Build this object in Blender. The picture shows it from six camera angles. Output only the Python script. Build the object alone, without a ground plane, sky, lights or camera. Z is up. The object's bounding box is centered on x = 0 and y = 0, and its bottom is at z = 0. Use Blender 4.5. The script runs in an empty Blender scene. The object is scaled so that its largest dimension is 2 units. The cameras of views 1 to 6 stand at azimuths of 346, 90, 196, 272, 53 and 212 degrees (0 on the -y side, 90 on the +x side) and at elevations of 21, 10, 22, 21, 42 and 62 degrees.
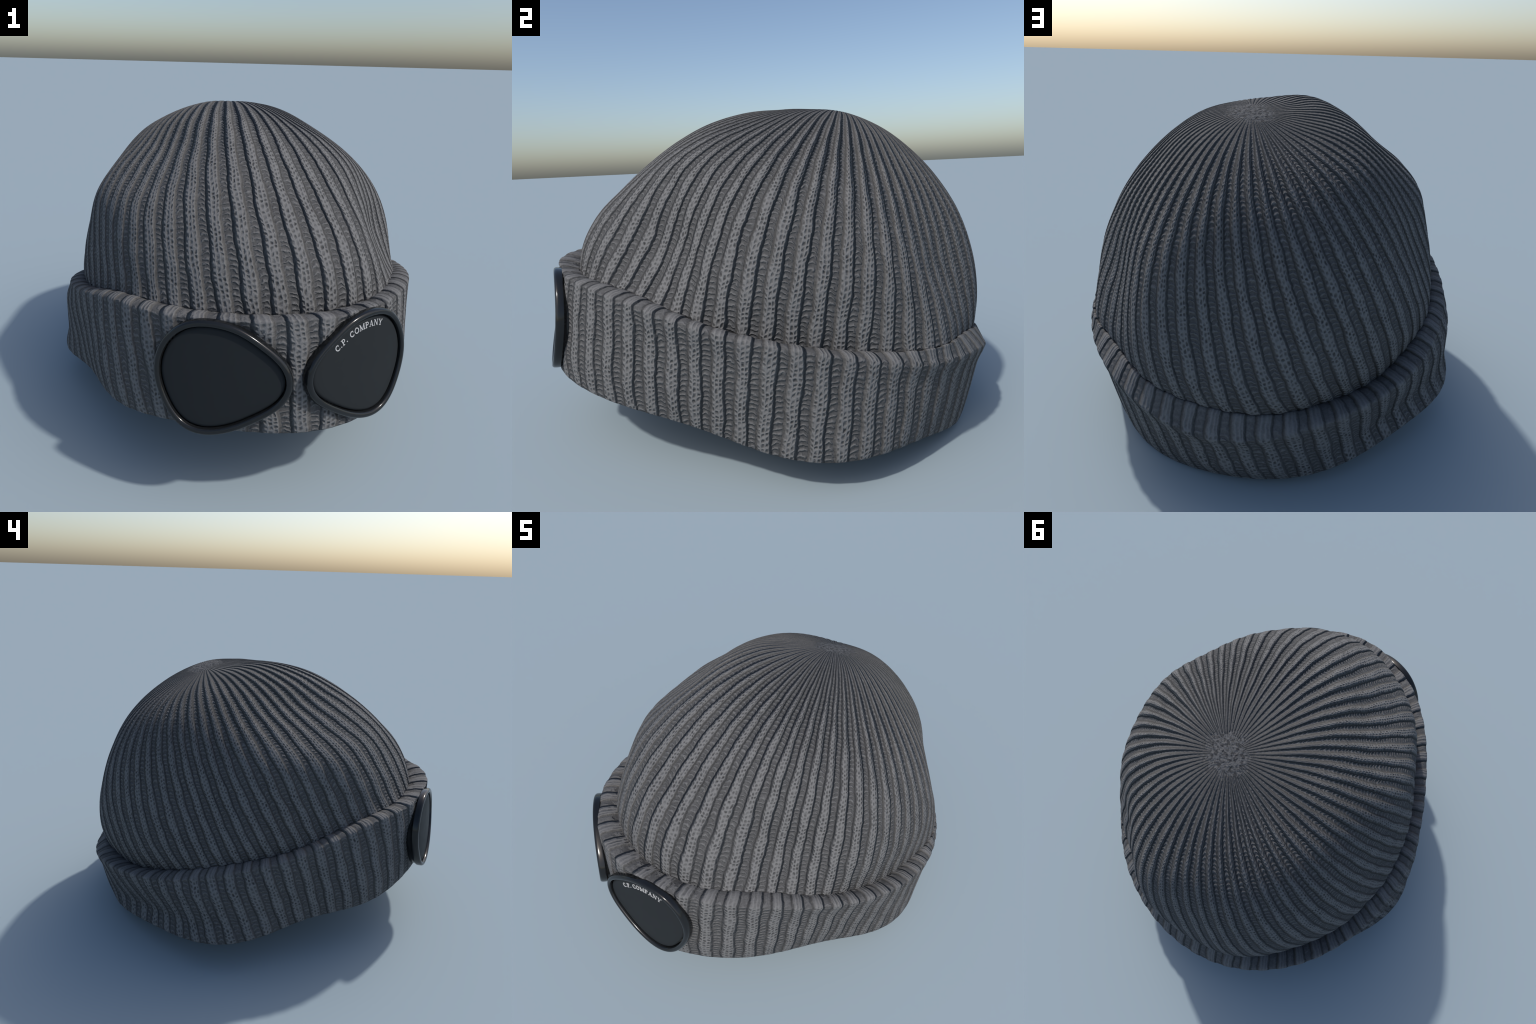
import bpy, math
import numpy as np

TAU = 2 * math.pi

# ------------------------------------------------------------------ shape ---
# Crown: a slouchy knitted dome, lofted in polar form about CENTRE.
# Rows: angle from straight up (0, 10 .. 110 degrees); columns: azimuth
# (0, 22.5 .. degrees, counted from +x towards +y); values: radius in metres.
CENTRE = np.array([0.0, 0.10, 0.45])
CROWN = [
    [0.925, 0.925, 0.925, 0.925, 0.925, 0.925, 0.925, 0.925, 0.925, 0.925, 0.925, 0.925, 0.925, 0.925, 0.925, 0.925, 0.925, 0.925, 0.925, 0.925, 0.925, 0.925, 0.925, 0.925],
    [0.914, 0.919, 0.924, 0.926, 0.926, 0.923, 0.919, 0.915, 0.915, 0.916, 0.920, 0.925, 0.929, 0.933, 0.936, 0.939, 0.939, 0.937, 0.931, 0.925, 0.918, 0.913, 0.910, 0.911],
    [0.903, 0.916, 0.928, 0.938, 0.940, 0.932, 0.918, 0.906, 0.903, 0.907, 0.911, 0.911, 0.908, 0.907, 0.911, 0.921, 0.934, 0.940, 0.936, 0.924, 0.912, 0.902, 0.896, 0.896],
    [0.892, 0.899, 0.909, 0.920, 0.931, 0.932, 0.922, 0.908, 0.908, 0.912, 0.905, 0.888, 0.875, 0.868, 0.866, 0.881, 0.913, 0.938, 0.936, 0.921, 0.914, 0.907, 0.895, 0.889],
    [0.887, 0.884, 0.882, 0.884, 0.899, 0.917, 0.920, 0.915, 0.915, 0.909, 0.882, 0.856, 0.855, 0.863, 0.863, 0.878, 0.914, 0.946, 0.941, 0.923, 0.919, 0.906, 0.889, 0.886],
    [0.879, 0.869, 0.861, 0.854, 0.873, 0.902, 0.908, 0.910, 0.908, 0.885, 0.846, 0.816, 0.830, 0.849, 0.861, 0.893, 0.927, 0.956, 0.956, 0.940, 0.918, 0.872, 0.860, 0.880],
    [0.862, 0.854, 0.843, 0.821, 0.847, 0.891, 0.884, 0.891, 0.895, 0.862, 0.815, 0.776, 0.788, 0.800, 0.815, 0.868, 0.913, 0.956, 0.982, 0.972, 0.920, 0.834, 0.826, 0.864],
    [0.833, 0.839, 0.834, 0.799, 0.822, 0.876, 0.859, 0.870, 0.876, 0.841, 0.803, 0.759, 0.763, 0.770, 0.779, 0.834, 0.901, 0.953, 0.986, 0.978, 0.930, 0.847, 0.821, 0.836],
    [0.795, 0.807, 0.830, 0.813, 0.814, 0.863, 0.852, 0.863, 0.852, 0.815, 0.790, 0.759, 0.751, 0.745, 0.770, 0.843, 0.928, 0.955, 0.950, 0.934, 0.935, 0.897, 0.831, 0.801],
    [0.788, 0.798, 0.836, 0.830, 0.818, 0.850, 0.853, 0.857, 0.824, 0.789, 0.755, 0.748, 0.731, 0.686, 0.753, 0.875, 0.952, 0.934, 0.897, 0.875, 0.907, 0.908, 0.828, 0.789],
    [0.834, 0.869, 0.871, 0.814, 0.807, 0.830, 0.830, 0.825, 0.779, 0.755, 0.707, 0.724, 0.733, 0.672, 0.754, 0.878, 0.915, 0.884, 0.863, 0.846, 0.861, 0.860, 0.814, 0.812],
    [0.864, 0.935, 0.902, 0.797, 0.804, 0.813, 0.803, 0.789, 0.727, 0.712, 0.678, 0.702, 0.756, 0.737, 0.784, 0.843, 0.856, 0.855, 0.854, 0.847, 0.844, 0.827, 0.816, 0.831],
]
RIDGE_R = [0.856, 0.888, 0.916, 0.948, 0.979, 0.995, 0.989, 0.951, 0.894, 0.843, 0.799, 0.77, 0.782, 0.837, 0.903, 0.938, 0.921, 0.872, 0.833, 0.829]
RIDGE_Z = [0.573, 0.51, 0.446, 0.406, 0.348, 0.299, 0.332, 0.39, 0.435, 0.501, 0.567, 0.628, 0.697, 0.739, 0.763, 0.774, 0.753, 0.725, 0.688, 0.629]
CONTACT_R = [0.768, 0.816, 0.879, 0.896, 0.921, 0.952, 0.918, 0.852, 0.809, 0.777, 0.739, 0.706, 0.719, 0.771, 0.809, 0.833, 0.837, 0.803, 0.775, 0.769]
CONTACT_Z = [0.554, 0.507, 0.473, 0.447, 0.404, 0.366, 0.361, 0.379, 0.436, 0.516, 0.569, 0.621, 0.692, 0.732, 0.74, 0.737, 0.727, 0.719, 0.687, 0.618]
BOTTOM_R = [0.821, 0.874, 0.864, 0.868, 0.89, 0.896, 0.911, 0.894, 0.868, 0.882, 0.836, 0.766, 0.8, 0.86, 0.915, 0.969, 0.959, 0.895, 0.82, 0.777]
BOTTOM_Z = [0.166, 0.137, 0.115, 0.057, 0.011, 0.017, 0.045, 0.088, 0.128, 0.158, 0.197, 0.238, 0.263, 0.302, 0.339, 0.342, 0.325, 0.304, 0.272, 0.223]

# Inward (-) or outward (+) sag of the cuff's face, upper and lower part, by azimuth.
CUFF_UPPER = [-.005, -.006, -.006, -.006, -.006, -.004, -.004, .006, .006, .002, .004, 0, 0, 0, 0, -.008]
CUFF_LOWER = [-.006, -.003, -.003, -.003, .008, .000, -.036, -.018, -.006, .004, .010, 0, 0, .010, .010, .003]
APEX = np.array([0.028, 0.355, 1.335])       # where all ribs meet
RIBS = 60
ROW_PITCH = 0.0195                           # height of one knitted row
ROWS_PER_RADIAN = 46.0
GEO_RIB, GEO_LOOP = 0.055, 0.0014
AXIS_UP = (APEX - CENTRE) / np.linalg.norm(APEX - CENTRE)
AXIS_U = np.cross([0.0, 1.0, 0.0], AXIS_UP); AXIS_U /= np.linalg.norm(AXIS_U)
AXIS_V = np.cross(AXIS_UP, AXIS_U)


def periodic(values, angle):
    """Smooth closed curve through equally spaced control values."""
    v = np.asarray(values, float)
    n = len(v)
    f = np.fft.rfft(v) / n
    out = np.full(np.shape(angle), f[0].real)
    for k in range(1, len(f)):
        w = 2.0 if (k < n / 2) else 1.0
        damp = 1.0
        out = out + w * damp * (f[k].real * np.cos(k * angle) - f[k].imag * np.sin(k * angle))
    return out


def catmull(rows, t):
    """Catmull-Rom along the first axis of rows at fractional index t (same shape tail)."""
    n = rows.shape[0]
    i = np.clip(np.floor(t).astype(int), 0, n - 2)
    f = t - i
    g = lambda k: np.clip(k, 0, n - 1)
    p0, p1, p2, p3 = rows[g(i - 1)], rows[i], rows[i + 1], rows[g(i + 2)]
    f = f.reshape(f.shape + (1,) * (rows.ndim - f.ndim)) if rows.ndim > 1 else f
    return 0.5 * (2 * p1 + (p2 - p0) * f + (2 * p0 - 5 * p1 + 4 * p2 - p3) * f ** 2
                  + (3 * p1 - p0 - 3 * p2 + p3) * f ** 3)


def crown_radius(direction):
    d = direction
    zen = np.degrees(np.arccos(np.clip(d[..., 2], -1, 1)))
    az = np.arctan2(d[..., 1], d[..., 0])
    ring = np.array([periodic(row, az) for row in CROWN])           # 12 x shape
    over = np.array([periodic(CROWN[1], az + math.pi)])             # across the pole
    ring = np.concatenate([over, ring])                             # index 1 = zenith 0
    t = np.clip(zen / 10.0 + 1.0, 1.0, ring.shape[0] - 1.001)
    i = np.clip(np.floor(t).astype(int), 1, ring.shape[0] - 2)
    f = t - i
    pick = lambda k: np.take_along_axis(ring, np.clip(k, 0, ring.shape[0] - 1)[None], 0)[0]
    p0, p1, p2, p3 = pick(i - 1), pick(i), pick(i + 1), pick(i + 2)
    return 0.5 * (2 * p1 + (p2 - p0) * f + (2 * p0 - 5 * p1 + 4 * p2 - p3) * f ** 2
                  + (3 * p1 - p0 - 3 * p2 + p3) * f ** 3)


# ------------------------------------------------------ one knit, two uses --
# The knit is written once as formulas. Run with ARRAYS they shape the mesh;
# run with a NodeMath they become shader nodes on Object coordinates, so that
# yarn colour and fine relief sit exactly on the modelled ribs and stitches.
class ARRAYS:
    sin, cos, sqrt = np.sin, np.cos, np.sqrt
    atan2 = np.arctan2
    high, low = np.maximum, np.minimum
    frac = staticmethod(lambda x: x - np.floor(x))

    @staticmethod
    def smooth(a, b, x):
        t = np.clip((x - a) / (b - a), 0, 1)
        return t * t * (3 - 2 * t)


class Term:
    """A shader value that supports + - * /."""
    def __init__(self, math_nodes, socket):
        self.m, self.socket = math_nodes, socket

    def __add__(self, o): return self.m.op('ADD', self, o)
    def __radd__(self, o): return self.m.op('ADD', o, self)
    def __sub__(self, o): return self.m.op('SUBTRACT', self, o)
    def __rsub__(self, o): return self.m.op('SUBTRACT', o, self)
    def __mul__(self, o): return self.m.op('MULTIPLY', self, o)
    def __rmul__(self, o): return self.m.op('MULTIPLY', o, self)
    def __truediv__(self, o): return self.m.op('DIVIDE', self, o)


class NodeMath:
    def __init__(self, tree):
        self.tree = tree

    def feed(self, socket, value):
        if isinstance(value, Term):
            self.tree.links.new(value.socket, socket)
        else:
            socket.default_value = float(value)

    def op(self, kind, *args):
        n = self.tree.nodes.new('ShaderNodeMath'); n.operation = kind
        for i, v in enumerate(args):
            self.feed(n.inputs[i], v)
        return Term(self, n.outputs[0])

    def sin(self, x): return self.op('SINE', x)
    def cos(self, x): return self.op('COSINE', x)
    def sqrt(self, x): return self.op('SQRT', x)
    def atan2(self, y, x): return self.op('ARCTAN2', y, x)
    def high(self, a, b): return self.op('MAXIMUM', a, b)
    def low(self, a, b): return self.op('MINIMUM', a, b)
    def frac(self, x): return self.op('FRACT', x)

    def smooth(self, a, b, x):
        n = self.tree.nodes.new('ShaderNodeMapRange'); n.interpolation_type = 'SMOOTHSTEP'
        self.feed(n.inputs['Value'], x)
        n.inputs['From Min'].default_value = a; n.inputs['From Max'].default_value = b
        return Term(self, n.outputs['Result'])

    def noise(self, scale, detail=2.0, vector=None):
        n = self.tree.nodes.new('ShaderNodeTexNoise')
        n.inputs['Scale'].default_value = scale; n.inputs['Detail'].default_value = detail
        self.tree.links.new(vector or self.tree.nodes['place'].outputs['Object'], n.inputs['Vector'])
        return Term(self, n.outputs['Fac'])


def wave_series(M, coef, angle):
    """coef = [mean, c1, s1, c2, s2, ...] Fourier series of an angle."""
    out = coef[0]
    for k in range(1, (len(coef) + 1) // 2):
        out = out + coef[2 * k - 1] * M.cos(angle * k) + coef[2 * k] * M.sin(angle * k)
    return out


def series_of(values, angle, order):
    cols = [np.ones_like(angle)]
    for k in range(1, order + 1):
        cols += [np.cos(k * angle), np.sin(k * angle)]
    return [float(c) for c in np.linalg.lstsq(np.stack(cols, -1), values, rcond=None)[0]]


def crown_twist(M, omega, angle):
    """Ribs drift round the head on their way down from the apex."""
    return omega * omega * (0.066 + 0.030 * M.cos(angle - 2.1))


def cuff_twist(M, below, angle):
    """On the cuff they lean one way at the back left, the other at the front right."""
    return below * (0.13 + 0.27 * M.cos(angle - 2.90))


def stitches(M, u, v, loose):
    """u in ribs, v in rows; loose 0..1 melts the loops into plain strands.
    Returns (rib 0..1, strand 0..1 on the knit part, arch 0..1 on the purl part,
    sway 0..1, the rib as one soft wave)."""
    ring = TAU / RIBS
    uu = u + 0.020 * M.sin(u * (ring * 23) + v * 0.63) + 0.016 * M.sin(u * (ring * 50) - v * 0.37 + 1.3)
    vv = v + 0.22 * M.sin(u * (ring * 29) + v * 0.21) + 0.13 * M.sin(u * (ring * 53) + v * 0.83 + 2.0)
    w = M.frac(uu)
    # knit part 0.0..0.62, purl part 0.65..1.0
    rib = M.smooth(-0.02, 0.15, w) * (1.0 - M.smooth(0.53, 0.70, w))
    eyes = 0.0
    for centre, lean, shift in ((0.15, 1.5, 0.0), (0.32, -1.2, 0.45), (0.49, -1.5, 0.1)):
        x = w - centre
        across = M.high(1.0 - (x * x) / (0.068 * 0.068), 0.0)
        beat = 0.5 - 0.5 * M.cos((vv + shift + lean * x) * TAU)
        eyes = eyes + across * (beat * (1.0 - loose) + 0.45 * loose)
    gap = M.sin(u * (ring * 71) + v * 1.7) * M.sin(v * 0.9 + u * (ring * 37))
    strand = 1.0 - eyes * (0.66 + 0.28 * gap)
    x = (w - 0.83) / 0.17
    xx = x * x
    span = M.high(1.0 - xx * xx, 0.0)
    beat = 0.5 + 0.5 * M.cos((vv + 0.30 * xx) * TAU)
    arch = span * (beat * beat * (1.0 - 0.7 * loose) + 0.35 * loose)
    sway = 0.5 + 0.5 * M.sin((uu - 0.08) * TAU)               # soft roll of a slack rib
    return rib, strand, arch, sway


def crown_coordinates(M, x, y, z):
    """Object coordinates -> (rib coordinate, row coordinate, angle from the apex)."""
    dx, dy, dz = x - CENTRE[0], y - CENTRE[1], z - CENTRE[2]
    along = lambda e: dx * float(e[0]) + dy * float(e[1]) + dz * float(e[2])
    X, Y, Z = along(AXIS_U), along(AXIS_V), along(AXIS_UP)
    psi = M.atan2(Y, X)
    omega = M.atan2(M.sqrt(X * X + Y * Y), Z)
    return crown_rib(M, psi, omega), omega * -ROWS_PER_RADIAN, omega


def crown_rib(M, psi, omega):
    start = psi - crown_twist(M, omega, psi)
    return (start + wave_series(M, CROWN_SPACING, start)) * (RIBS / TAU)


def cuff_coordinates(M, x, y, z):
    theta = M.atan2(y, x)
    below = wave_series(M, RIDGE_SERIES, theta) - z
    return cuff_rib(M, theta, below), (z + 0.09 * y) / ROW_PITCH, below


def cuff_rib(M, theta, below):
    start = theta - cuff_twist(M, M.high(below, 0.0), theta)
    return (start + wave_series(M, CUFF_SPACING, start)) * (RIBS / TAU)


def solve_angle(rib_at, wanted):
    """Angle at which the rib coordinate equals the wanted one (vectorised)."""
    ang = wanted * TAU / RIBS
    for _ in range(14):
        ang = ang - (rib_at(ang) - wanted) * TAU / RIBS
    return ang


# ---------------------------------------------------------------- meshing ---
def grid_normals(P):
    du = np.roll(P, -1, 1) - np.roll(P, 1, 1)
    dv = np.gradient(P, axis=0)
    n = np.cross(du, dv)
    return n / (np.linalg.norm(n, axis=2, keepdims=True) + 1e-12)


def grid_mesh(name, P, mat, flip=False, cap_point=None, material_mask=None):
    """Mesh a (rows, columns) grid closed round the columns."""
    R, N = P.shape[:2]
    co = P.reshape(-1, 3)
    a = np.arange(R - 1)[:, None] * N + np.arange(N)[None]
    b = np.arange(R - 1)[:, None] * N + (np.arange(N) + 1)[None] % N
    q = np.stack([a, b, b + N, a + N], -1).reshape(-1, 4)
    if flip:
        q = q[:, ::-1]
    loops = q.reshape(-1)
    starts = np.arange(len(q)) * 4
    totals = np.full(len(q), 4)
    if cap_point is not None:
        co = np.concatenate([co, [cap_point]])
        i = np.arange(N)
        t = np.stack([np.full(N, len(co) - 1), (i + 1) % N, i], -1)
        if flip:
            t = t[:, ::-1]
        starts = np.concatenate([starts, len(loops) + np.arange(N) * 3])
        totals = np.concatenate([totals, np.full(N, 3)])
        loops = np.concatenate([loops, t.reshape(-1)])
    me = bpy.data.meshes.new(name)
    me.vertices.add(len(co)); me.vertices.foreach_set('co', co.astype(np.float32).ravel())
    me.loops.add(len(loops)); me.loops.foreach_set('vertex_index', loops.astype(np.int32))
    me.polygons.add(len(starts))
    me.polygons.foreach_set('loop_start', starts.astype(np.int32))
    me.polygons.foreach_set('loop_total', totals.astype(np.int32))
    me.polygons.foreach_set('use_smooth', np.ones(len(starts), bool))
    me.update(calc_edges=True)
    me.validate()
    me.materials.append(mat)
    ob = bpy.data.objects.new(name, me)
    bpy.context.scene.collection.objects.link(ob)
    return ob


# -------------------------------------------------------------- materials ---
def new_material(name):
    m = bpy.data.materials.new(name); m.use_nodes = True
    nt = m.node_tree
    return m, nt, nt.nodes['Principled BSDF']


def wool_material(name, part):
    """Grey yarn: pale knit strands, darker recessed purl, dark gaps, finer fuzz."""
    m, nt, bsdf = new_material(name)
    tc = nt.nodes.new('ShaderNodeTexCoord'); tc.name = 'place'
    sep = nt.nodes.new('ShaderNodeSeparateXYZ')
    nt.links.new(tc.outputs['Object'], sep.inputs[0])
    M = NodeMath(nt)
    x, y, z = (Term(M, sep.outputs[i]) for i in range(3))
    patchy = M.noise(7.0, 3.0)
    fuzz = M.noise(150.0, 3.0)
    if part == 'crown':
        u, v, omega = crown_coordinates(M, x, y, z)
        ribs_on = M.smooth(0.065, 0.135, omega + 0.16 * (M.noise(45.0, 2.0) - 0.5))
        slack = 1.0 - M.smooth(0.35, 1.05, omega)
        loose = 1.0 - M.smooth(0.12, 0.62, omega + 0.45 * (patchy - 0.5))
        pitch = M.low(omega * 0.95, 0.9) * (0.87 * TAU / RIBS)
    else:
        u, v, below = cuff_coordinates(M, x, y, z)
        ribs_on, slack = 1.0, 0.0
        loose = 1.0 - M.smooth(-0.005, 0.03, below)
        pitch = 0.072
    # yarn is uneven: let the loops wander a little
    u = u + 0.13 * (M.noise(34.0, 2.0) - 0.5)
    v = v + 1.3 * (M.noise(41.0, 2.0) - 0.5)
    rib, strand, arch, sway = stitches(M, u, v, loose)
    shade = rib * strand * 1.0 + (1.0 - rib) * (PURL_LOW + (PURL_HIGH - PURL_LOW) * arch)
    if part == 'crown':
        shade = shade + loose * 0.85 * (0.58 - shade)
        shade = shade * ribs_on + (1.0 - ribs_on) * (0.12 + 0.50 * M.smooth(0.36, 0.56, M.noise(85.0, 1.0)))
    shade = shade + 0.55 * (fuzz - 0.5) + 0.25 * (patchy - 0.5)
    ramp = nt.nodes.new('ShaderNodeValToRGB')
    ramp.color_ramp.elements[0].position = 0.0; ramp.color_ramp.elements[0].color = WOOL_DARK
    ramp.color_ramp.elements[1].position = 1.0; ramp.color_ramp.elements[1].color = WOOL_LIGHT
    nt.links.new(shade.socket, ramp.inputs['Fac'])
    nt.links.new(ramp.outputs['Color'], bsdf.inputs['Base Color'])
    bsdf.inputs['Roughness'].default_value = 0.9
    bsdf.inputs['Specular IOR Level'].default_value = 0.15
    height = pitch * (BUMP_RIB * rib * (1.0 - slack) + 0.85 * sway * slack) * ribs_on + BUMP_LOOP * (rib * strand + 0.8 * (1.0 - rib) * arch) * ribs_on
    height = height + 0.0012 * fuzz
    if part == 'crown':
        height = height + (1.0 - ribs_on) * 0.007 * M.noise(75.0, 1.0)
    bump = nt.nodes.new('ShaderNodeBump')
    bump.inputs['Strength'].default_value = 1.0; bump.inputs['Distance'].default_value = 1.0
    nt.links.new(height.socket, bump.inputs['Height'])
    nt.links.new(bump.outputs['Normal'], bsdf.inputs['Normal'])
    return m


def gloss_material(name, colour, rough, shine=0.5):
    m, nt, bsdf = new_material(name)
    bsdf.inputs['Specular IOR Level'].default_value = shine
    bsdf.inputs['Base Color'].default_value = colour
    tc = nt.nodes.new('ShaderNodeTexCoord')
    n = nt.nodes.new('ShaderNodeTexNoise'); n.inputs['Scale'].default_value = 14.0
    nt.links.new(tc.outputs['Object'], n.inputs['Vector'])
    mr = nt.nodes.new('ShaderNodeMapRange')
    mr.inputs['To Min'].default_value = rough * 0.85; mr.inputs['To Max'].default_value = rough * 1.15
    nt.links.new(n.outputs['Fac'], mr.inputs['Value'])
    nt.links.new(mr.outputs['Result'], bsdf.inputs['Roughness'])
    return m


rim_black = gloss_material('glossy_black_rim', (0.010, 0.011, 0.012, 1), 0.15, 0.40)
lens_black = gloss_material('dark_smoked_lens', (0.0225, 0.0256, 0.0280, 1), 0.45, 0.04)
back_black = gloss_material('matte_black_backing', (0.006, 0.006, 0.006, 1), 0.8)
print_white = gloss_material('pale_grey_print', (0.47, 0.47, 0.47, 1), 0.5)

# ------------------------------------------------------------------ thing ---
beanie = bpy.data.objects.new('knit_beanie', None)
bpy.context.scene.collection.objects.link(beanie)
beanie['label'] = 'dark grey ribbed knit beanie with folded cuff and goggle lenses'
beanie['category'] = 'knit hat'

# ribs are set out along the brim: widest at the front, crowded at the sides
PER_RIB = 16
COLS = RIBS * PER_RIB
rib_u = np.arange(COLS) / PER_RIB - RIBS / 2                     # rib coordinate per column
fine = np.linspace(-math.pi, math.pi, 4001)
fr, fz = periodic(CONTACT_R, fine), periodic(CONTACT_Z, fine)
brim = np.stack([fr * np.cos(fine), fr * np.sin(fine), fz], -1)
run = np.concatenate([[0], np.cumsum(np.linalg.norm(np.diff(brim, axis=0), axis=1)
                                       / (0.0935 - 0.0085 * np.cos(2 * fine[1:]) - 0.0065 * np.sin(fine[1:])))])
even = run / run[-1] * TAU - math.pi
CUFF_SPACING = series_of(even - fine, fine, 3)
RIDGE_SERIES = series_of(periodic(RIDGE_Z, fine), fine, 4)

to_brim = brim - CENTRE
brim_psi = np.unwrap(np.arctan2(to_brim @ AXIS_V, to_brim @ AXIS_U))
brim_omega = np.arctan2(np.hypot(to_brim @ AXIS_U, to_brim @ AXIS_V), to_brim @ AXIS_UP)
CROWN_SPACING = series_of(even - even[2000] - (brim_psi - brim_psi[2000]), brim_psi, 3)
order = np.argsort(brim_psi % TAU)
psi_sorted, omega_sorted, az_sorted = (brim_psi % TAU)[order], brim_omega[order], fine[order]

WOOL_DARK = (0.034, 0.034, 0.035, 1)
WOOL_LIGHT = (0.160, 0.160, 0.161, 1)
PURL_LOW, PURL_HIGH = 0.30, 0.78
BUMP_RIB, BUMP_LOOP = 0.26, 0.0058
crown_wool = wool_material('grey_wool_crown', 'crown')
cuff_wool = wool_material('grey_wool_cuff', 'cuff')
plain_wool = gloss_material('plain_dark_wool', (0.10, 0.10, 0.10, 1), 0.9)

# ------------------------------------------------------------------ crown ---
ROWS = 330
s_rows = np.linspace(0.0, 1.0, ROWS)[:, None]
omega = np.broadcast_to(0.006 + s_rows * 1.2, (ROWS, COLS))
for _ in range(5):
    psi = solve_angle(lambda p: crown_rib(ARRAYS, p, omega), np.broadcast_to(rib_u, omega.shape))
    edge = np.interp(psi[-1] % TAU, psi_sorted, omega_sorted, period=TAU)
    omega = 0.006 + s_rows * (edge[None] - 0.006)
psi = solve_angle(lambda p: crown_rib(ARRAYS, p, omega), np.broadcast_to(rib_u, omega.shape))
direction = (np.sin(omega) * np.cos(psi))[..., None] * AXIS_U \
    + (np.sin(omega) * np.sin(psi))[..., None] * AXIS_V + np.cos(omega)[..., None] * AXIS_UP
dome = CENTRE + crown_radius(direction)[..., None] * direction
az = np.arctan2(dome[-1, :, 1], dome[-1, :, 0])
ring = lambda r, z: np.stack([r * np.cos(az), r * np.sin(az), z], -1)
contact_r, contact_z = np.hypot(dome[-1, :, 0], dome[-1, :, 1]), dome[-1, :, 2]
bottom_r, bottom_z = periodic(BOTTOM_R, az), periodic(BOTTOM_Z, az)

TUCK = 30                                            # rows hidden inside the cuff
inner_r, inner_z = bottom_r - 0.085, bottom_z + 0.03
tuck_t = np.linspace(0, 1, TUCK + 1)[1:, None]
tuck_r = contact_r * (1 - tuck_t) + inner_r * tuck_t - 0.02 * np.sin(math.pi * tuck_t)
tuck = np.stack([tuck_r * np.cos(az), tuck_r * np.sin(az),
                 contact_z * (1 - tuck_t) + inner_z * tuck_t], -1)
surface = np.concatenate([dome, tuck])
normal = grid_normals(surface)
if (normal[ROWS // 2] * (surface[ROWS // 2] - CENTRE)).sum() < 0:
    normal = -normal

u = np.broadcast_to(rib_u, omega.shape)
loose = 1 - ARRAYS.smooth(0.15, 0.62, omega)
rib, strand, arch, sway = stitches(ARRAYS, u, omega * -ROWS_PER_RADIAN, loose)
pitch = np.linalg.norm(np.roll(dome, -1, 1) - np.roll(dome, 1, 1), axis=2) * PER_RIB / 2
ribs_on = ARRAYS.smooth(0.085, 0.125, omega)
relief = np.minimum(0.0028, GEO_RIB * pitch) * (rib - 0.6) * ribs_on
relief += GEO_LOOP * (rib * (strand - 0.6) + (1 - rib) * (arch - 0.4)) * ribs_on * (1 - loose)
relief = np.concatenate([relief, np.full((TUCK, COLS), -0.004)])
crown = grid_mesh('crown', surface + normal * relief[..., None], crown_wool, flip=True, cap_point=APEX)

# ---------------------------------------------------------------- goggles ---
# Egg-shaped outline in the lens plane: r(angle), the narrow end at the nose.
EGG = (0.2185, (0.0151, -0.0035), (-0.0134, 0.0033), (0.0043, 0.0018), (-0.0014, 0.0006), (0.0019, -0.0005))
PITCH, BOW = 0.125, 0.29
# side, centre x, y, z, roll in the plane, yaw
GOGGLE_SIDES = ((1, 0.2646, -0.9060, 0.5429, -0.0255, 0.369), (-1, 0.2646, -0.9002, 0.5555, 0.0255, 0.4206))
MIDDLE_X = 0.0084


class Frame:
    def __init__(self, side, cx, cy, cz, roll, yaw):
        self.side, self.roll = side, roll
        self.c = np.array([cx, cy, cz])
        self.e1 = np.array([math.cos(yaw), math.sin(yaw), 0])
        nh = np.array([math.sin(yaw), -math.cos(yaw), 0])
        self.e2 = np.array([0, 0, 1]) * math.cos(PITCH) - nh * math.sin(PITCH)
        self.n = np.cross(self.e1, self.e2)

    def place(self, u, v, h):
        """plane coordinates + height -> world (mirrored for the other side)"""
        u, v, h = np.broadcast_arrays(u, v, h)
        P = (self.c + u[..., None] * self.e1 + v[..., None] * self.e2
             + (h - BOW * u ** 2)[..., None] * self.n)
        P = P * np.array([self.side, 1, 1]) + np.array([MIDDLE_X, 0, 0])
        return P

    def flatten(self, P, behind):
        """Press points that lie under the goggle back behind its plane."""
        Q = (P - np.array([MIDDLE_X, 0, 0])) * np.array([self.side, 1, 1]) - self.c
        u, v = Q @ self.e1, Q @ self.e2
        h = Q @ self.n + BOW * u ** 2
        a = np.arctan2(v, u) - self.roll
        inside = self.radius(a) - np.hypot(u, v)
        press = ARRAYS.smooth(-0.03, 0.03, inside) * (np.abs(h) < 0.2)
        push = np.minimum(0, behind - h) * press
        n = self.n * np.array([self.side, 1, 1])
        return P + push[..., None] * n

    def radius(self, angle):
        return EGG[0] + sum(a * np.cos((k + 2) * angle) + b * np.sin((k + 2) * angle)
                            for k, (a, b) in enumerate(EGG[1:]))

    def outline(self, angle, inset):
        r = self.radius(angle)
        u, v = r * np.cos(angle), r * np.sin(angle)
        tu, tv = np.roll(u, -1) - np.roll(u, 1), np.roll(v, -1) - np.roll(v, 1)
        m = np.hypot(tu, tv)
        u, v = u - inset * tv / m, v + inset * tu / m
        c, s = math.cos(self.roll), math.sin(self.roll)
        return u * c - v * s, u * s + v * c



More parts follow.
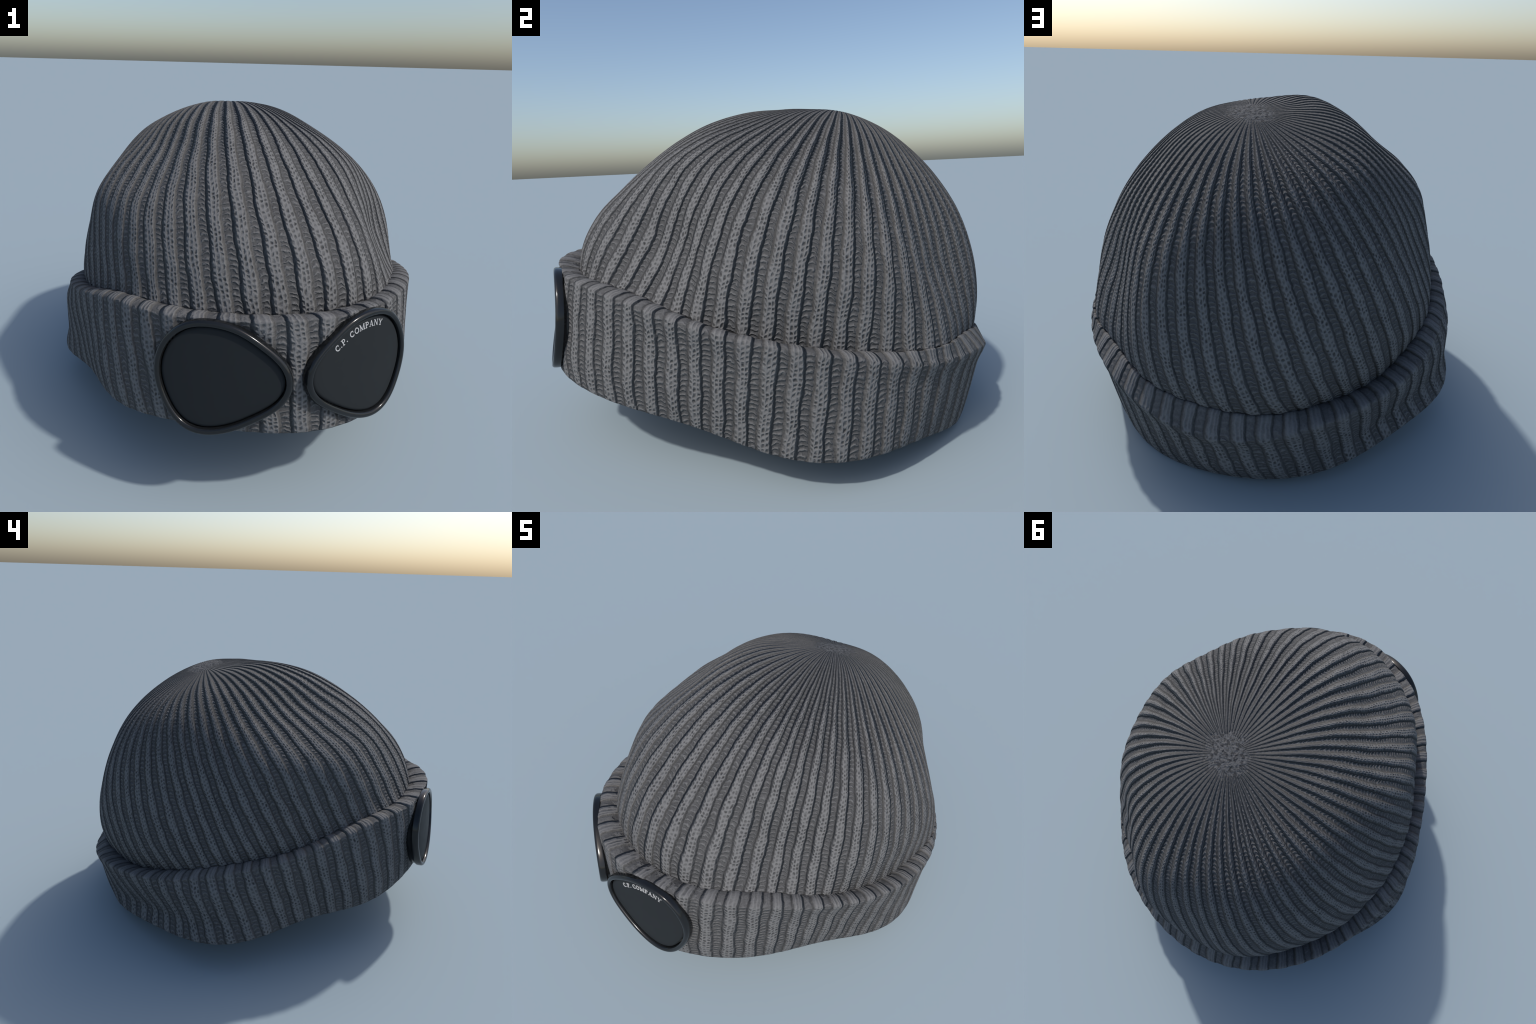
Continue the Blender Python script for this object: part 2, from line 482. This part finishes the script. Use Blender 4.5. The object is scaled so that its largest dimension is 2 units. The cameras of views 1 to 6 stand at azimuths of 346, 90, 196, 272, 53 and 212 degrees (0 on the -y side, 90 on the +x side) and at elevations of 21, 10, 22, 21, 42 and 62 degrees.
# ------------------------------------------------------------------- cuff ---
az = solve_angle(lambda t: cuff_rib(ARRAYS, t, np.zeros(COLS)), rib_u)
ridge_r, ridge_z = periodic(RIDGE_R, az), periodic(RIDGE_Z, az) - 0.008 * (0.5 - 0.5 * np.sin(az))
bottom_r, bottom_z = periodic(BOTTOM_R, az), periodic(BOTTOM_Z, az) - 0.004
contact_r = np.interp(az, np.unwrap(np.arctan2(dome[-1, :, 1], dome[-1, :, 0])), np.hypot(dome[-1, :, 0], dome[-1, :, 1]), period=TAU)
contact_z = np.interp(az, np.unwrap(np.arctan2(dome[-1, :, 1], dome[-1, :, 0])), dome[-1, :, 2], period=TAU)
upper, lower = periodic(CUFF_UPPER, az), periodic(CUFF_LOWER, az)
blend = lambda t, off, dz=0.0: (bottom_r * (1 - t) + ridge_r * t + off, bottom_z * (1 - t) + ridge_z * t + dz)
swell = 0.002 * (0.5 + 0.5 * np.sin(az))                  # fuller roll at the back
crest_r = 0.5 * (ridge_r + contact_r)
crest_z = np.maximum(0.5 * (ridge_z + contact_z) + 0.006, ridge_z - 0.008)
sections = [
    (bottom_r - 0.060, bottom_z + 0.040),
    (bottom_r - 0.030, bottom_z + 0.004),
    (bottom_r - 0.008, bottom_z + 0.000),
    (bottom_r + 0.002, bottom_z + 0.016),
    blend(0.28, lower + 0.003),
    blend(0.52, 0.5 * (upper + lower) + 0.003),
    blend(0.76, upper + 0.003),
    (ridge_r - 0.001 + swell, ridge_z - 0.022),
    (ridge_r - 0.007 + swell, ridge_z - 0.002),
    (crest_r, crest_z),
    (contact_r + 0.008, contact_z + 0.002),
    (contact_r - 0.014, contact_z - 0.012),
    (contact_r - 0.035, contact_z - 0.060),
]
as_rows = lambda i: np.array([sec[i] for sec in sections])
dense_t = np.linspace(0, len(sections) - 1, 300)
prof_r, prof_z = catmull(as_rows(0), dense_t), catmull(as_rows(1), dense_t)
length = np.concatenate([np.zeros((1, COLS)), np.cumsum(np.hypot(np.diff(prof_r, axis=0), np.diff(prof_z, axis=0)), 0)])
CUFF_ROWS = 170
f = np.linspace(0, 1, CUFF_ROWS)
cuff_r, cuff_z = np.empty((CUFF_ROWS, COLS)), np.empty((CUFF_ROWS, COLS))
for c in range(COLS):
    cuff_r[:, c] = np.interp(f * length[-1, c], length[:, c], prof_r[:, c])
    cuff_z[:, c] = np.interp(f * length[-1, c], length[:, c], prof_z[:, c])
# let every column lean with its rib
below = wave_series(ARRAYS, RIDGE_SERIES, az)[None] - cuff_z
theta = solve_angle(lambda t: cuff_rib(ARRAYS, t, below), np.broadcast_to(rib_u, below.shape))
turn = lambda table: np.stack([np.interp(theta[i], az, table[i], period=TAU) for i in range(CUFF_ROWS)])
cuff_r, cuff_z = turn(cuff_r), turn(cuff_z)
cuff = np.stack([cuff_r * np.cos(theta), cuff_r * np.sin(theta), cuff_z], -1)
for side in GOGGLE_SIDES:
    cuff = Frame(*side).flatten(cuff, -0.022)
n = grid_normals(cuff)
if (n[CUFF_ROWS // 2, :, :2] * cuff[CUFF_ROWS // 2, :, :2]).sum() < 0:
    n = -n
u, v, below = cuff_coordinates(ARRAYS, cuff[..., 0], cuff[..., 1], cuff[..., 2])
loose = 1 - ARRAYS.smooth(-0.005, 0.03, below)
rib, strand, arch, sway = stitches(ARRAYS, u, v, loose)
edge_fade = 0.25 + 0.65 * ARRAYS.smooth(0.012, 0.05, cuff_z - np.interp(theta, az, bottom_z, period=TAU))
relief = 0.0028 * (rib - 0.6) * edge_fade
relief += GEO_LOOP * (rib * (strand - 0.6) + (1 - rib) * (arch - 0.4)) * edge_fade
cuff_object = grid_mesh('cuff', cuff + n * relief[..., None], cuff_wool)

# ----------------------------------------------------------------- lining ---
step_c, step_r = 8, 10
inside = (surface - normal * 0.035)[::step_r, ::step_c]
lining = grid_mesh('lining', inside, plain_wool, flip=False, cap_point=None)

# ---------------------------------------------------------- goggle meshes ---
RIM_PROFILE = [(0.010, -0.045), (0.006, -0.020), (0.0015, -0.016), (0.0, -0.010), (0.0, 0.004),
               (0.0012, 0.0105), (0.0045, 0.0150), (0.009, 0.0168), (0.0145, 0.0168), (0.019, 0.0150),
               (0.0220, 0.0115), (0.0235, 0.006), (0.0240, -0.002), (0.0240, -0.010)]
# lens: a rim gap, a polished bevel, then the nearly flat face
LENS_PROFILE = [(0.0262, -0.010), (0.0266, -0.0020), (0.0275, 0.0006), (0.0330, 0.0040), (0.0400, 0.0050)]
LENS_INSET, LENS_HEIGHT = LENS_PROFILE[-1]

ANG = np.linspace(0, TAU, 161)[:-1]


def smooth_profile(points, per):
    p = np.array(points)
    return catmull(p, np.linspace(0, len(p) - 1, (len(p) - 1) * per + 1))


def build_goggle(args):
    fr = Frame(*args)
    prof = smooth_profile(RIM_PROFILE, 3)
    P = np.array([fr.place(*fr.outline(ANG, w), h) for w, h in prof])
    rim = grid_mesh('goggle_rim', P, rim_black, flip=(fr.side > 0) )
    rings = [fr.place(*fr.outline(ANG, w), h) for w, h in smooth_profile(LENS_PROFILE, 3)[:-1]]
    for k in np.linspace(0, 1, 12)[:-1]:
        u, v = fr.outline(ANG, LENS_INSET)
        rings.append(fr.place(u * (1 - k), v * (1 - k), LENS_HEIGHT + 0.002 * (1 - (1 - k) ** 2)))
    P = np.array(rings)[::-1]
    lens = grid_mesh('lens', P, lens_black, flip=(fr.side < 0), cap_point=fr.place(np.float64(0), np.float64(0), np.float64(LENS_HEIGHT + 0.002)))
    lens.parent = rim
    # padded backing between the rim and the knit
    prof = [(0.010, -0.012), (0.012, -0.03), (0.020, -0.075)]
    P = np.array([fr.place(*fr.outline(ANG, w), h) for w, h in prof])
    back = grid_mesh('backing', P, back_black, flip=(fr.side < 0))
    back.parent = rim
    return fr, rim


goggles = [build_goggle(a) for a in GOGGLE_SIDES]

# -------------------------------------------------------------- lettering ---
# Serif capitals drawn as strokes: (thickness, points) in a unit-high cell.
def arc(cx, cy, rx, ry, a0, a1, n=14):
    t = np.radians(np.linspace(a0, a1, n))
    return [(cx + rx * math.cos(k), cy + ry * math.sin(k)) for k in t]


THICK, THIN, SERIF = 0.145, 0.07, 0.065
GLYPHS = {
    'C': (0.80, [(THICK, arc(0.42, 0.5, 0.34, 0.44, 60, 300)),
                 (THIN, [(0.66, 0.64), (0.67, 0.97)]), (THIN, [(0.66, 0.06), (0.68, 0.28)])]),
    'P': (0.70, [(THICK, [(0.17, 0.0), (0.17, 1.0)]), (SERIF, [(0.0, 0.03), (0.36, 0.03)]),
                 (SERIF, [(0.0, 0.97), (0.34, 0.97)]),
                 (0.12, [(0.17, 0.95)] + arc(0.38, 0.72, 0.23, 0.235, 90, -90) + [(0.17, 0.48)])]),
    'O': (0.88, [(THICK * 0.9, arc(0.44, 0.5, 0.35, 0.44, 0, 360, 28))]),
    'M': (1.08, [(THIN, [(0.16, 0.0), (0.16, 0.97)]), (THICK, [(0.17, 0.97), (0.52, 0.04)]),
                 (THIN, [(0.52, 0.04), (0.88, 0.97)]), (THICK, [(0.90, 0.97), (0.90, 0.0)]),
                 (SERIF, [(0.0, 0.03), (0.32, 0.03)]), (SERIF, [(0.72, 0.03), (1.06, 0.03)]),
                 (SERIF, [(0.02, 0.97), (0.22, 0.97)]), (SERIF, [(0.84, 0.97), (1.06, 0.97)])]),
    'A': (0.90, [(THIN, [(0.14, 0.0), (0.43, 1.0)]), (THICK, [(0.43, 1.0), (0.74, 0.0)]),
                 (THIN, [(0.26, 0.34), (0.62, 0.34)]), (SERIF, [(0.0, 0.03), (0.30, 0.03)]),
                 (SERIF, [(0.56, 0.03), (0.90, 0.03)])]),
    'N': (0.92, [(THIN, [(0.15, 0.0), (0.15, 0.97)]), (THICK, [(0.15, 0.97), (0.76, 0.04)]),
                 (THIN, [(0.77, 0.0), (0.77, 1.0)]), (SERIF, [(0.0, 0.03), (0.31, 0.03)]),
                 (SERIF, [(0.0, 0.97), (0.24, 0.97)]), (SERIF, [(0.61, 0.97), (0.92, 0.97)])]),
    'Y': (0.84, [(THICK, [(0.12, 0.97), (0.43, 0.48)]), (THIN, [(0.74, 0.97), (0.43, 0.48)]),
                 (THICK, [(0.43, 0.5), (0.43, 0.0)]), (SERIF, [(0.25, 0.03), (0.61, 0.03)]),
                 (SERIF, [(0.0, 0.97), (0.28, 0.97)]), (SERIF, [(0.58, 0.97), (0.86, 0.97)])]),
    '.': (0.30, [(0.17, [(0.10, 0.03), (0.10, 0.17)])]),
    ' ': (0.38, []),
}
WORDING = 'C.P. COMPANY'
LETTER_HEIGHT, TEXT_INSET = 0.0225, 0.040
TEXT_FROM, TEXT_TO = 144.0, 56.0


def build_lettering(fr, rim):
    # baseline: a curve parallel to the rim, read left to right along its upper side
    a = np.linspace(0, TAU, 721)[:-1]
    bu, bv = fr.outline(a, TEXT_INSET + LETTER_HEIGHT * 0.5)
    ang = np.degrees(np.arctan2(bv, bu)) % 360
    order = np.argsort(-ang)
    ang, bu, bv = ang[order], bu[order], bv[order]
    keep = (ang < TEXT_FROM) & (ang > TEXT_TO)
    bu, bv = bu[keep], bv[keep]
    s = np.concatenate([[0], np.cumsum(np.hypot(np.diff(bu), np.diff(bv)))])
    advance = sum(GLYPHS[c][0] + 0.10 for c in WORDING)
    scale = s[-1] / advance
    verts, faces = [], []
    pen, layer = 0.0, 0
    for ch in WORDING:
        width, strokes = GLYPHS[ch]
        mid = (pen + width / 2) * scale
        ou, ov = np.interp(mid, s, bu), np.interp(mid, s, bv)
        tu = np.interp(mid + 0.02, s, bu) - np.interp(mid - 0.02, s, bu)
        tv = np.interp(mid + 0.02, s, bv) - np.interp(mid - 0.02, s, bv)
        m = math.hypot(tu, tv); tu, tv = tu / m, tv / m
        for thick, pts in strokes:
            layer += 1
            lift = 0.0012 + 0.00006 * (layer % 7)
            pts = np.array(pts, float)
            d = np.gradient(pts, axis=0); d /= np.linalg.norm(d, axis=1, keepdims=True)
            side = np.stack([-d[:, 1], d[:, 0]], -1) * thick / 2
            for edge in (pts + side, pts - side):
                x = (edge[:, 0] - width / 2) * scale
                y = (edge[:, 1] - 0.5) * LETTER_HEIGHT
                u = ou + x * tu - y * tv
                w = ov + x * tv + y * tu
                rr = np.hypot(u, w) / 0.18
                h = LENS_HEIGHT + 0.002 * (1 - np.minimum(rr, 1) ** 2) + lift
                for hh in (h, h - 0.003):
                    verts.extend(fr.place(u, w, hh))
            k = len(pts); b0 = len(verts) - 4 * k          # up+, low+, up-, low-
            for i in range(k - 1):
                A, B, C, D = b0 + i, b0 + k + i, b0 + 2 * k + i, b0 + 3 * k + i
                faces += [(A, C, C + 1, A + 1), (A, A + 1, B + 1, B), (C, D, D + 1, C + 1)]
            faces += [(b0, b0 + k, b0 + 3 * k, b0 + 2 * k),
                      (b0 + k - 1, b0 + 3 * k - 1, b0 + 4 * k - 1, b0 + 2 * k - 1)]
        pen += width + 0.10
    me = bpy.data.meshes.new('lettering')
    me.from_pydata([tuple(p) for p in verts], [], faces)
    me.update()
    me.materials.append(print_white)
    ob = bpy.data.objects.new('lettering', me)
    bpy.context.scene.collection.objects.link(ob)
    ob.parent = rim


build_lettering(*goggles[0])

for ob in (crown, cuff_object, lining, goggles[0][1], goggles[1][1]):
    ob.parent = beanie
